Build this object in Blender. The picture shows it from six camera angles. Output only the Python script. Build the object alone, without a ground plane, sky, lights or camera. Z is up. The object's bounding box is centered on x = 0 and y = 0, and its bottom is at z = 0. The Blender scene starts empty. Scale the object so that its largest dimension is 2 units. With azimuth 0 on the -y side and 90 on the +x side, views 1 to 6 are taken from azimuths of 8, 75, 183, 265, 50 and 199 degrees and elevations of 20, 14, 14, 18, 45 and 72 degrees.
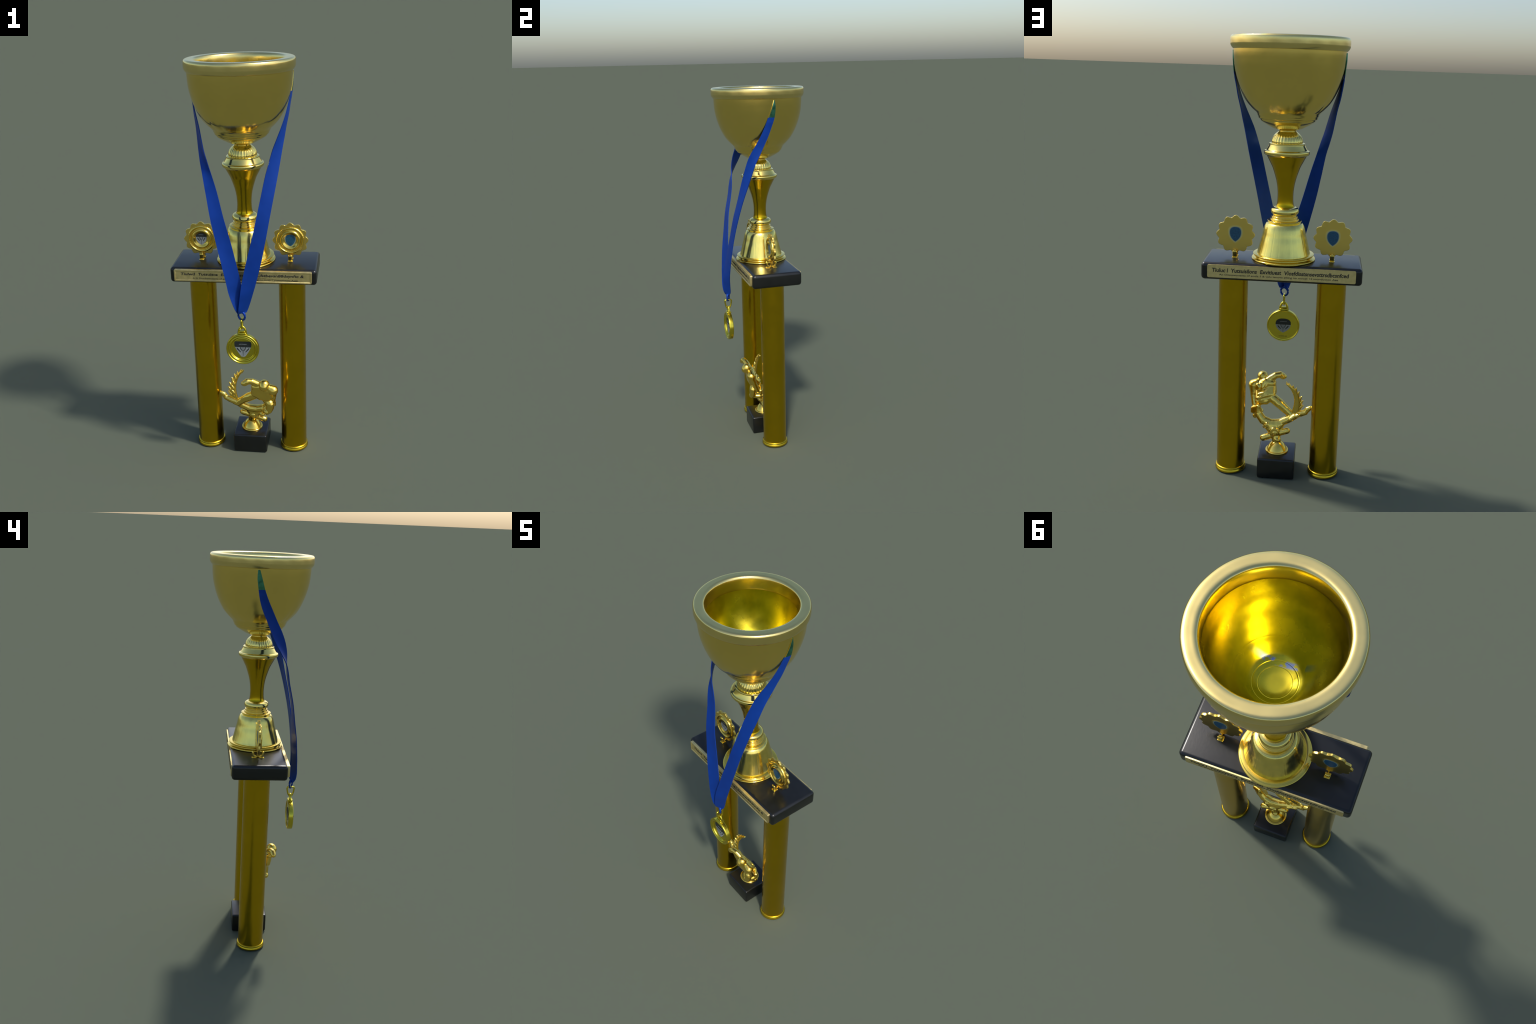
import bpy, bmesh, math, random
from mathutils import Vector, Matrix, noise, kdtree

random.seed(7)
TAU = 2 * math.pi

# ------------------------------------------------------------------ materials
def new_mat(name):
    m = bpy.data.materials.new(name)
    m.use_nodes = True
    nt = m.node_tree
    return m, nt, nt.nodes["Principled BSDF"]

def metal(name, col, rough, var=0.06, rvar=0.05, scale=9.0, bump=0.0, bscale=60.0, stretch=(1, 1, 1)):
    """Polished metal: base colour with faint tone drift, roughness drift, fine bump."""
    m, nt, b = new_mat(name)
    N, L = nt.nodes, nt.links
    tc = N.new("ShaderNodeTexCoord")
    mp = N.new("ShaderNodeMapping")
    mp.inputs["Scale"].default_value = stretch
    L.new(tc.outputs["Object"], mp.inputs["Vector"])
    n1 = N.new("ShaderNodeTexNoise")
    n1.inputs["Scale"].default_value = scale
    n1.inputs["Detail"].default_value = 4
    L.new(mp.outputs["Vector"], n1.inputs["Vector"])
    r = N.new("ShaderNodeValToRGB")
    r.color_ramp.elements[0].position = 0.3
    r.color_ramp.elements[1].position = 0.7
    r.color_ramp.elements[0].color = [c * (1 - var) for c in col] + [1]
    r.color_ramp.elements[1].color = [min(1, c * (1 + var)) for c in col] + [1]
    L.new(n1.outputs["Fac"], r.inputs["Fac"])
    L.new(r.outputs["Color"], b.inputs["Base Color"])
    mr = N.new("ShaderNodeMapRange")
    mr.inputs["From Min"].default_value = 0.3
    mr.inputs["From Max"].default_value = 0.7
    mr.inputs["To Min"].default_value = max(0.02, rough - rvar)
    mr.inputs["To Max"].default_value = rough + rvar
    L.new(n1.outputs["Fac"], mr.inputs["Value"])
    L.new(mr.outputs["Result"], b.inputs["Roughness"])
    b.inputs["Metallic"].default_value = 1.0
    if bump > 0:
        n2 = N.new("ShaderNodeTexNoise")
        n2.inputs["Scale"].default_value = bscale
        n2.inputs["Detail"].default_value = 3
        L.new(mp.outputs["Vector"], n2.inputs["Vector"])
        bp = N.new("ShaderNodeBump")
        bp.inputs["Strength"].default_value = bump
        bp.inputs["Distance"].default_value = 0.002
        L.new(n2.outputs["Fac"], bp.inputs["Height"])
        L.new(bp.outputs["Normal"], b.inputs["Normal"])
    return m

def plain(name, col, rough, spec=0.5, var=0.1, scale=30.0, bump=0.0, bscale=200.0, sheen=0.0):
    m, nt, b = new_mat(name)
    N, L = nt.nodes, nt.links
    tc = N.new("ShaderNodeTexCoord")
    n1 = N.new("ShaderNodeTexNoise")
    n1.inputs["Scale"].default_value = scale
    n1.inputs["Detail"].default_value = 5
    L.new(tc.outputs["Object"], n1.inputs["Vector"])
    r = N.new("ShaderNodeValToRGB")
    r.color_ramp.elements[0].position = 0.3
    r.color_ramp.elements[1].position = 0.7
    r.color_ramp.elements[0].color = [c * (1 - var) for c in col] + [1]
    r.color_ramp.elements[1].color = [min(1, c * (1 + var)) for c in col] + [1]
    L.new(n1.outputs["Fac"], r.inputs["Fac"])
    L.new(r.outputs["Color"], b.inputs["Base Color"])
    b.inputs["Roughness"].default_value = rough
    b.inputs["Specular IOR Level"].default_value = spec
    if sheen:
        b.inputs["Sheen Weight"].default_value = sheen
    if bump > 0:
        n2 = N.new("ShaderNodeTexNoise")
        n2.inputs["Scale"].default_value = bscale
        n2.inputs["Detail"].default_value = 4
        L.new(tc.outputs["Object"], n2.inputs["Vector"])
        bp = N.new("ShaderNodeBump")
        bp.inputs["Strength"].default_value = bump
        bp.inputs["Distance"].default_value = 0.002
        L.new(n2.outputs["Fac"], bp.inputs["Height"])
        L.new(bp.outputs["Normal"], b.inputs["Normal"])
    return m

GOLD_BOWL = metal("bowl_gold", (0.93, 0.70, 0.18), 0.18, var=0.03, rvar=0.03)
GOLD_IN = metal("inside_gold", (0.70, 0.585, 0.040), 0.23, var=0.12, rvar=0.07, scale=11)  # bowl's gold deepened and yellowed: light bouncing inside is put into the colour
def blue_band(m):
    """Faint blue-grey broken band across the floor of the bowl."""
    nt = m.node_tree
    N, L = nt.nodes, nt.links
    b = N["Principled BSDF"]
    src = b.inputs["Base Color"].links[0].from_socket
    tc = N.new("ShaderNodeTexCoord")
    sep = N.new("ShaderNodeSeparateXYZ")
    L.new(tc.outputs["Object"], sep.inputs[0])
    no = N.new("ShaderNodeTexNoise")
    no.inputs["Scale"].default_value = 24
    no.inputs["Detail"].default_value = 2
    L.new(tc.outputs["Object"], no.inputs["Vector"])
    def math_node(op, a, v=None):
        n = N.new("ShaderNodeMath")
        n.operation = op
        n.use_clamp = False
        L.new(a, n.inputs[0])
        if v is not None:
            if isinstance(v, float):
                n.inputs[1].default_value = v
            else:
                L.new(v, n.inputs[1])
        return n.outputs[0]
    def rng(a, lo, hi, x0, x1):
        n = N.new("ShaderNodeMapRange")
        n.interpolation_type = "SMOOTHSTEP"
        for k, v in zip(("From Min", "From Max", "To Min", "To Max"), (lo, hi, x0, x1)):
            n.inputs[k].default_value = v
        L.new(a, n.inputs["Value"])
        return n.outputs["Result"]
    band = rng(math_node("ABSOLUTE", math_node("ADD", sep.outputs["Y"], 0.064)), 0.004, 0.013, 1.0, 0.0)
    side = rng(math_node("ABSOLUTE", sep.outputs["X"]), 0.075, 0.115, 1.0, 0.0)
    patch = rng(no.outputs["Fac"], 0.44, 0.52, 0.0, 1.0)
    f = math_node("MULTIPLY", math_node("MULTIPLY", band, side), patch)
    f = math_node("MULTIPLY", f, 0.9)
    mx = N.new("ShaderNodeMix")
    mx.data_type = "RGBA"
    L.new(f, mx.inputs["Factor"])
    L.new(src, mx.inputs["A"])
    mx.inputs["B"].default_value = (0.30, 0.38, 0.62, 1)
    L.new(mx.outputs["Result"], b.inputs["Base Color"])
blue_band(GOLD_IN)
GOLD_LIP = metal("lip_gold", (0.90, 0.72, 0.27), 0.22, var=0.03, rvar=0.03)
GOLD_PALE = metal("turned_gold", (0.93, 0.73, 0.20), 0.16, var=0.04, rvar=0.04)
GOLD_BELL = metal("brushed_gold", (0.92, 0.75, 0.20), 0.22, var=0.10, rvar=0.05, scale=45, stretch=(1, 1, 0.12))
GOLD_DEEP = metal("foil_gold", (0.62, 0.40, 0.012), 0.24, var=0.03, rvar=0.03)
GOLD_FIG = metal("cast_gold", (0.92, 0.66, 0.13), 0.22, var=0.05, rvar=0.04)
GOLD_MEDAL = metal("medal_gold", (0.72, 0.60, 0.06), 0.24, var=0.05, rvar=0.04)
GOLD_ROSE = metal("rosette_gold", (0.84, 0.62, 0.15), 0.34, var=0.02, rvar=0.01)
BRASS = metal("plate_brass", (0.74, 0.60, 0.27), 0.48, var=0.08, rvar=0.06, scale=60, bump=0.15, bscale=260)
BLACK = plain("black_lacquer", (0.0065, 0.007, 0.0068), 0.29, var=0.25, bump=0.05, bscale=90)
BLUE = plain("blue_ribbon", (0.005, 0.045, 0.30), 0.42, spec=0.22, var=0.05, bump=0.02, bscale=300)
BLUE.node_tree.nodes["Principled BSDF"].inputs["Metallic"].default_value = 0.30
TEAL = metal("teal_foil", (0.08, 0.28, 0.19), 0.3, var=0.25, scale=60)
INK = plain("black_ink", (0.016, 0.015, 0.012), 0.6, var=0.1)
INK2 = plain("brown_ink", (0.05, 0.042, 0.018), 0.6, var=0.1)
WHITE = plain("white_enamel", (0.27, 0.29, 0.285), 0.4, var=0.12, scale=120)
DARK = plain("dark_enamel", (0.014, 0.018, 0.016), 0.6, var=0.3, scale=120)
GREY = plain("grey_enamel", (0.20, 0.215, 0.21), 0.4, var=0.15, scale=120)
SEA = plain("blue_enamel", (0.014, 0.080, 0.145), 0.4, var=0.3, scale=150)
HALO = metal("painted_glow_gold", (0.80, 0.66, 0.24), 0.4, var=0.05)
PALEBLUE = plain("painted_glow_enamel", (0.26, 0.33, 0.27), 0.4, var=0.1)

# ------------------------------------------------------------------ helpers
def link(ob, parent=None):
    bpy.context.scene.collection.objects.link(ob)
    if parent is not None:
        ob.parent = parent
    return ob

def empty(name, loc, label, category):
    e = bpy.data.objects.new(name, None)
    e.location = loc
    e["label"] = label
    e["category"] = category
    link(e)
    return e

def finish(me, angle=40):
    me.shade_smooth()
    me.set_sharp_from_angle(angle=math.radians(angle))

def obj(name, me, mat, parent, angle=40):
    if mat is not None and not me.materials:
        me.materials.append(mat)
    finish(me, angle)
    ob = bpy.data.objects.new(name, me)
    return link(ob, parent)

def from_bm(name, bm, mat, parent, angle=40):
    bmesh.ops.recalc_face_normals(bm, faces=bm.faces)
    me = bpy.data.meshes.new(name)
    bm.to_mesh(me)
    bm.free()
    return obj(name, me, mat, parent, angle)

def cr(pts, n=8):
    """Catmull-Rom through points of any dimension, n samples per span."""
    P = [Vector(p) for p in pts]
    out = []
    for i in range(len(P) - 1):
        a = P[i - 1] if i > 0 else P[i] * 2 - P[i + 1]
        b, c = P[i], P[i + 1]
        d = P[i + 2] if i + 2 < len(P) else P[i + 1] * 2 - P[i]
        for k in range(n):
            t = k / n
            out.append(0.5 * (2 * b + (c - a) * t + (2 * a - 5 * b + 4 * c - d) * t * t
                              + (3 * b - a - 3 * c + d) * t ** 3))
    out.append(P[-1])
    return out

def lathe(name, profile, mat, parent, segs=128, mod=None, angle=35, closed=False, axis="z", origin=(0, 0, 0)):
    """Revolve (radius, height) pairs. mod(theta, r, z) -> r lets flutes be cut."""
    bm = bmesh.new()
    o = Vector(origin)
    rings = []
    for r, z in profile:
        if r < 1e-5:
            p = Vector((0, 0, z))
            rings.append([p])
            continue
        ring = []
        for k in range(segs):
            t = TAU * k / segs
            rr = mod(t, r, z) if mod else r
            ring.append(Vector((rr * math.cos(t), rr * math.sin(t), z)))
        rings.append(ring)
    def place(p):
        if axis == "z":
            q = p
        else:  # axis points to -y: local height becomes -y
            q = Vector((p.x, -p.z, p.y))
        return bm.verts.new(q + o)
    V = [[place(p) for p in ring] for ring in rings]
    pairs = list(zip(V[:-1], V[1:]))
    if closed:
        pairs.append((V[-1], V[0]))
    for A, B in pairs:
        for k in range(segs):
            a, b = A[k % len(A)], A[(k + 1) % len(A)]
            c, d = B[(k + 1) % len(B)], B[k % len(B)]
            f = []
            for v in (a, b, c, d):
                if v not in f:
                    f.append(v)
            if len(f) >= 3:
                bm.faces.new(f)
    return from_bm(name, bm, mat, parent, angle)

def round_box(name, lo, hi, r, mat, parent, segs=4, angle=40, wobble=0.0):
    bm = bmesh.new()
    bmesh.ops.create_cube(bm, size=1.0)
    lo, hi = Vector(lo), Vector(hi)
    for v in bm.verts:
        v.co = Vector([lo[i] + (v.co[i] + 0.5) * (hi[i] - lo[i]) for i in range(3)])
    bmesh.ops.bevel(bm, geom=bm.edges[:], offset=r, segments=segs, profile=0.5, affect="EDGES")
    if wobble:
        for v in bm.verts:
            v.co += Vector((math.sin(v.co.y * 61 + v.co.z * 47), math.sin(v.co.x * 53 + v.co.z * 71),
                            math.sin(v.co.x * 67 + v.co.y * 43))) * wobble
    return from_bm(name, bm, mat, parent, angle)

def tube_bm(bm, pts, radius, segs=12, closed=False, flat=1.0, up=Vector((0, 0, 1))):
    """Sweep a round (or flattened) section along points; radius may be a list."""
    n = len(pts)
    rad = radius if isinstance(radius, (list, tuple)) else [radius] * n
    rings = []
    for i, p in enumerate(pts):
        a = pts[(i - 1) % n] if (closed or i > 0) else pts[i]
        b = pts[(i + 1) % n] if (closed or i < n - 1) else pts[i]
        t = (Vector(b) - Vector(a)).normalized()
        s = t.cross(up)
        if s.length < 1e-4:
            s = t.cross(Vector((1, 0, 0)))
        s.normalize()
        w = s.cross(t)
        rings.append([bm.verts.new(Vector(p) + (s * math.cos(TAU * k / segs) * (flat[i] if isinstance(flat, list) else flat) + w * math.sin(TAU * k / segs)) * rad[i])
                      for k in range(segs)])
    m = n if closed else n - 1
    for i in range(m):
        A, B = rings[i], rings[(i + 1) % n]
        for k in range(segs):
            bm.faces.new((A[k], A[(k + 1) % segs], B[(k + 1) % segs], B[k]))
    if not closed:
        bm.faces.new(rings[0])
        bm.faces.new(rings[-1])

def ball_points(c, r, n=10):
    out = []
    for i in range(n + 1):
        th = math.pi * i / n
        for k in range(2 * n):
            ph = TAU * k / (2 * n)
            out.append(Vector(c) + Vector((math.sin(th) * math.cos(ph), math.sin(th) * math.sin(ph), math.cos(th))) * r)
    return out

def hull_into(bm, balls):
    """Convex hull of several balls, added to bm."""
    tmp = bmesh.new()
    for c, r in balls:
        for p in ball_points(c, r):
            tmp.verts.new(p)
    bmesh.ops.remove_doubles(tmp, verts=tmp.verts, dist=1e-5)
    res = bmesh.ops.convex_hull(tmp, input=tmp.verts[:])
    bmesh.ops.delete(tmp, geom=[g for g in res["geom_interior"] if isinstance(g, bmesh.types.BMVert)], context="VERTS")
    bmesh.ops.recalc_face_normals(tmp, faces=tmp.faces)
    me = bpy.data.meshes.new("tmp")
    tmp.to_mesh(me)
    tmp.free()
    bm.from_mesh(me)
    bpy.data.meshes.remove(me)

def slab(name, outline, y0, y1, mat, parent, bevel=0.0, angle=40, center=(0, 0, 0)):
    """Extrude an outline in the x-z plane from y0 (front) to y1."""
    bm = bmesh.new()
    c = Vector(center)
    vs = [bm.verts.new(Vector((x, y0, z)) + c) for x, z in outline]
    f = bm.faces.new(vs)
    ex = bmesh.ops.extrude_face_region(bm, geom=[f])
    for g in ex["geom"]:
        if isinstance(g, bmesh.types.BMVert):
            g.co.y += y1 - y0
    if bevel:
        es = [e for e in bm.edges if abs(e.verts[0].co.y - e.verts[1].co.y) < 1e-7]
        bmesh.ops.bevel(bm, geom=es, offset=bevel, segments=2, profile=0.5, affect="EDGES")
    ob = from_bm(name, bm, mat, parent, angle)
    for p in ob.data.polygons:          # the two big faces stay dead flat
        if len(p.vertices) > 8:
            p.use_smooth = False
    return ob

def shield_outline(w, h, cx=0.0, cz=0.0, square=0.0, n=20):
    """Shield: domed (or square) top, sides curving to a point. w, h are half sizes."""
    pts = []
    split = 0.25 + 0.25 * square
    e = 0.80 - 0.60 * square
    for k in range(n + 1):               # top, left to right
        a = math.pi * (1 - k / n)
        ce, se = math.cos(a), math.sin(a)
        pts.append((w * math.copysign(abs(ce) ** e, ce), h * (split + (1 - split) * max(0, se) ** e)))
    if square > 0.5:      # straight-sided shield with a blunt foot
        side = [(w * (1 - 0.78 * (k / n) ** 1.4), h * (split - (1 + split) * k / n)) for k in range(1, n + 1)]
    else:
        side = [(w * (1 - (k / n) ** 2.2) ** 0.85, h * (split - (1 + split) * k / n)) for k in range(1, n)]
    pts += side + [(0, -h * 1.02)] + [(-x, z) for x, z in side[::-1]]
    return [(cx + x, cz + z) for x, z in pts]

def clip_outline(pts, zmin=None, zmax=None):
    """Cut an outline by horizontal lines."""
    def cut(P, z, keep_above):
        out = []
        for i in range(len(P)):
            a, b = P[i], P[(i + 1) % len(P)]
            ina = (a[1] >= z) == keep_above
            inb = (b[1] >= z) == keep_above
            if ina:
                out.append(a)
            if ina != inb:
                t = (z - a[1]) / (b[1] - a[1])
                out.append((a[0] + t * (b[0] - a[0]), z))
        return out
    if zmin is not None:
        pts = cut(pts, zmin, True)
    if zmax is not None:
        pts = cut(pts, zmax, False)
    out = []
    for p in pts:
        if not out or (abs(p[0] - out[-1][0]) + abs(p[1] - out[-1][1])) > 1e-6:
            out.append(p)
    return out

def lettering(name, text, x_fit, height, center, facing, mat, parent, bold=0.0, shear=0.0, depth=0.0008):
    """Text turned into mesh, fitted to a width and cap height; facing -1 = -y, +1 = +y."""
    cu = bpy.data.curves.new(name, "FONT")
    cu.body = text
    cu.align_x = "CENTER"
    cu.align_y = "CENTER"
    cu.offset = bold
    cu.shear = shear
    cu.resolution_u = 3
    tmp = bpy.data.objects.new(name, cu)
    bpy.context.scene.collection.objects.link(tmp)
    dg = bpy.context.evaluated_depsgraph_get()
    me = bpy.data.meshes.new_from_object(tmp.evaluated_get(dg))
    bpy.data.objects.remove(tmp)
    xs = [v.co.x for v in me.vertices]
    ys = [v.co.y for v in me.vertices]
    sx = x_fit / (max(xs) - min(xs))
    sy = height / (max(ys) - min(ys))
    mx, my = (max(xs) + min(xs)) / 2, (max(ys) + min(ys)) / 2
    bm = bmesh.new()
    bm.from_mesh(me)
    bpy.data.meshes.remove(me)
    ex = bmesh.ops.extrude_face_region(bm, geom=bm.faces[:])
    for g in ex["geom"]:
        if isinstance(g, bmesh.types.BMVert):
            g.co.z -= 1.0
    c = Vector(center)
    for v in bm.verts:
        x, zz, d = (v.co.x - mx) * sx, (v.co.y - my) * sy, v.co.z * depth
        if facing < 0:
            v.co = c + Vector((x, -d - depth, zz))
        else:
            v.co = c + Vector((-x, d + depth, zz))
    return from_bm(name, bm, mat, parent, 30)

# ================================================================== THE TROPHY
trophy = empty("trophy", (0, 0, 0), "tall gold cup trophy on black shelf with two gold columns", "trophy")

# ---- columns with beaded foot rings
col_me = None
SHELF0, SHELF1 = 0.9675, 1.0440
for sx in (-1, 1):
    if col_me is None:
        c = lathe("column", [(0, 0.004), (0.065, 0.004), (0.0653, 0.02), (0.0653, 0.5), (0.0653, SHELF0 + 0.002), (0, SHELF0 + 0.002)],
                  GOLD_DEEP, trophy, segs=96)
        c.location.x = sx * 0.2213
        col_me = c.data
        prof = cr([(0.0645, 0.026), (0.0675, 0.0255), (0.0705, 0.022), (0.0695, 0.0175), (0.0710, 0.014), (0.0725, 0.009), (0.0712, 0.003), (0.066, 0.0012)], 5)
        f = lathe("foot_ring", prof, metal("ring_gold", (0.70, 0.48, 0.03), 0.26), c, segs=96, angle=60)
        ring_me = f.data
    else:
        c = link(bpy.data.objects.new("column", col_me), trophy)
        c.location.x = sx * 0.2213
        f = link(bpy.data.objects.new("foot_ring", ring_me), c)

# ---- shelf
shelf = round_box("shelf", (-0.350, -0.138, SHELF0), (0.350, 0.1315, SHELF1), 0.016, BLACK, trophy, segs=6, angle=60)

# ---- name plates
def nameplate(y_wall, facing, thick, frame):
    y_face = y_wall + facing * thick
    lo_y, hi_y = min(y_wall - facing * 0.003, y_face), max(y_wall - facing * 0.003, y_face)
    x_half = 0.3275 if facing < 0 else 0.3215
    z0, z1 = (0.9805, 1.0385) if facing < 0 else (0.9795, 1.0365)
    bm = bmesh.new()
    bmesh.ops.create_cube(bm, size=1.0)
    for v in bm.verts:
        v.co = Vector((v.co.x * 2 * x_half, (lo_y + hi_y) / 2 + v.co.y * (hi_y - lo_y), (z0 + z1) / 2 + v.co.z * (z1 - z0)))
    es = [e for e in bm.edges if abs(e.verts[0].co.y - e.verts[1].co.y) > 1e-4]
    bmesh.ops.bevel(bm, geom=es, offset=0.006, segments=4, profile=0.5, affect="EDGES")
    bm.faces.ensure_lookup_table()
    ff = max(bm.faces, key=lambda q: q.calc_center_median().y * facing)
    sink = 0.0
    if frame:
        bmesh.ops.inset_region(bm, faces=[ff], thickness=0.0015, depth=0.001)
        bmesh.ops.inset_region(bm, faces=[ff], thickness=0.0045, depth=0.0)
        bmesh.ops.inset_region(bm, faces=[ff], thickness=0.0020, depth=-0.002)
        sink = 0.001
    else:
        sink = 0.0
    p = from_bm("nameplate", bm, BRASS, trophy, 30)
    return p, y_face - facing * sink

pl, yf = nameplate(-0.138, -1, 0.0105, True)
t = lettering("lettering", "Tiulwd  Tutsuisca  Es vituncsd  Vng,L,fstbevsn88dsynftc &", 0.585, 0.0175, (-0.002, yf + 0.0002, 1.0155), -1, INK, pl, bold=0.026, shear=0.12)
t = lettering("lettering", "A D Diuubsntusants of anvets 18 velu tenova piting no most-1 ynuocnuaots Aaes", 0.50, 0.0095, (0.012, yf + 0.0002, 0.9955), -1, INK2, pl, bold=0.012)
pl, yf = nameplate(0.1315, 1, 0.0028, False)
t = lettering("lettering", "Tiuluc l  Yutsuisilons  Exvitiuest  Viosfdisstsnsevsttrsdbcsnfced", 0.592, 0.0185, (0.004, yf - 0.0002, 1.0135), 1, INK, pl, bold=0.026, shear=0.12)
t = lettering("lettering", "An Ditsusatments of anois 1 & velu tenova piting no moost 12 sounduoscn Aae", 0.515, 0.010, (0.012, yf - 0.0002, 0.9925), 1, INK2, pl, bold=0.012)

# ---- cup: bell foot
def bell_mod(th, r, z):
    g = abs(((th * 22 / TAU) % 1.0) - 0.5) * 2      # 1 at the groove
    fade = max(0.0, min(1.0, (1.20 - z) / 0.03)) * max(0.0, min(1.0, (z - 1.072) / 0.004))
    return r - 0.0006 * fade * max(0.0, (g - 0.84) / 0.16)

cup = trophy        # the cup's turned pieces are direct parts of the trophy
bell = lathe("bell_foot", [(0.0, 1.213), (0.071, 1.212)] + [tuple(p) for p in cr([(0.0735, 1.2108), (0.0805, 1.2060), (0.0878, 1.1925), (0.0928, 1.1745), (0.0970, 1.155), (0.1030, 1.1325), (0.1095, 1.105), (0.1155, 1.082), (0.1185, 1.072)], 6)] + [(0.1185, 1.066), (0, 1.066)],
             GOLD_BELL, cup, segs=264, mod=bell_mod, angle=50)
foot = lathe("foot_flange", [(0.100, 1.0710), (0.1185, 1.0710)] + [tuple(p) for p in cr([(0.1330, 1.0710), (0.1352, 1.0698), (0.1352, 1.0675), (0.1320, 1.0655), (0.1292, 1.0635), (0.1285, 1.0605), (0.1292, 1.0580), (0.1315, 1.0560), (0.1350, 1.0540), (0.1398, 1.0525), (0.1418, 1.0498), (0.1412, 1.0460)], 4)] + [(0.1385, SHELF1 + 0.0003), (0.0, SHELF1 + 0.0003)],
             metal("flange_gold", (0.90, 0.66, 0.12), 0.18), cup, segs=160)
# ---- stacked rings between bell and stem
rings = lathe("neck_rings", [(0, 1.247)] + [tuple(p) for p in cr([(0.0525, 1.2465), (0.0520, 1.243), (0.0530, 1.2405), (0.0570, 1.2390), (0.0580, 1.2360), (0.0565, 1.2330), (0.0575, 1.2305), (0.0615, 1.2290), (0.0625, 1.2262), (0.0625, 1.2235), (0.0680, 1.2225), (0.0748, 1.2205), (0.0755, 1.2180), (0.0735, 1.2150), (0.0715, 1.2115)], 4)] + [(0, 1.2115)],
              metal("flange_gold_warm", (0.92, 0.65, 0.13), 0.16), cup, segs=128)
torus = lathe("neck_bead", [(0, 1.280)] + [tuple(p) for p in cr([(0.0420, 1.2800), (0.0500, 1.2780), (0.0580, 1.2725), (0.0615, 1.2640), (0.0615, 1.2580), (0.0585, 1.2510), (0.0530, 1.2460)], 6)] + [(0, 1.246)], GOLD_PALE, cup, segs=128)
stem = lathe("stem", [(0, 1.505)] + [tuple(p) for p in cr([(0.0870, 1.5045), (0.0815, 1.4940), (0.0700, 1.4715), (0.0605, 1.4525), (0.0510, 1.4250), (0.0432, 1.3990), (0.0375, 1.3700), (0.0347, 1.3400), (0.0347, 1.3150), (0.0362, 1.2960), (0.0390, 1.2850), (0.0425, 1.2795)], 6)] + [(0, 1.2795)], GOLD_DEEP, cup, segs=128)
collar = lathe("collar", [(0, 1.5585), (0.064, 1.5585)] + [tuple(p) for p in cr([(0.0745, 1.5585), (0.0775, 1.5560), (0.0775, 1.5520), (0.0785, 1.5490), (0.0830, 1.5400), (0.0885, 1.5305), (0.0915, 1.5275), (0.0955, 1.5262), (0.0985, 1.5225), (0.0990, 1.5160), (0.0970, 1.5100), (0.0910, 1.5060), (0.0860, 1.5030)], 5)] + [(0, 1.503)], GOLD_PALE, cup, segs=128, angle=50)

def flute(th, r, z):
    fade = max(0.0, min(1.0, (1.604 - z) / 0.018))
    return r + 0.0022 * fade * (abs(math.sin(th * 14)) - 0.5)
knob = lathe("fluted_knob", [(0, 1.6085)] + [tuple(p) for p in cr([(0.0375, 1.6085), (0.0410, 1.6060), (0.0500, 1.5985), (0.0580, 1.5885), (0.0635, 1.5770), (0.0662, 1.5660), (0.0660, 1.5585)], 5)] + [(0, 1.5580)], GOLD_PALE, cup, segs=252, mod=flute, angle=60)

# ---- bowl (outside, with two step rings near the bottom) and inside, one closed skin
outer = [tuple(p) for p in cr([(0.2385, 1.9460), (0.2380, 1.9250), (0.2368, 1.9050), (0.2338, 1.8750), (0.2265, 1.8400), (0.2150, 1.8030), (0.1990, 1.7650), (0.1790, 1.7310), (0.1560, 1.7045), (0.1400, 1.6895), (0.1325, 1.6800)], 6)]
steps = [tuple(p) for p in cr([(0.1310, 1.6740), (0.1275, 1.6690), (0.1265, 1.6640), (0.1235, 1.6605), (0.1190, 1.6590), (0.1180, 1.6545), (0.1130, 1.6490), (0.0985, 1.6395), (0.0830, 1.6310), (0.0650, 1.6215), (0.0500, 1.6165), (0.0405, 1.6140), (0.0375, 1.6110), (0.0375, 1.6080)], 5)]
inner = [tuple(p) for p in cr([(0.0, 1.6780), (0.0300, 1.6785), (0.0500, 1.6818), (0.0530, 1.6829), (0.0560, 1.6833), (0.0680, 1.6876), (0.0715, 1.6895), (0.0745, 1.6905), (0.0900, 1.6990), (0.1120, 1.7190), (0.1270, 1.7370), (0.1300, 1.7410), (0.1480, 1.7650), (0.1690, 1.8000), (0.1860, 1.8400), (0.1960, 1.8800), (0.2020, 1.9150), (0.2045, 1.9420)], 5)]
def bowl_mod(th, r, z):
    """Faint lobes pressed round the lower half of the outside only."""
    if z > 1.79 or z < 1.678 or r < 0.1315 + 0.75 * (z - 1.678):
        return r
    fade = min(1.0, (1.79 - z) / 0.05) * min(1.0, (z - 1.678) / 0.012)
    lobe = abs(math.sin(th * 8 + 0.7 * math.sin(th * 3))) - 0.6
    return r + 0.0026 * fade * lobe * (0.75 + 0.35 * math.sin(th * 5 + 1))
bowl = lathe("bowl", [(0.0, 1.608)] + steps[::-1] + outer[::-1] + [(0.237, 1.948), (0.22, 1.952), (0.206, 1.950)] + inner[::-1], GOLD_BOWL, cup, segs=256, mod=bowl_mod, angle=35)

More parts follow.
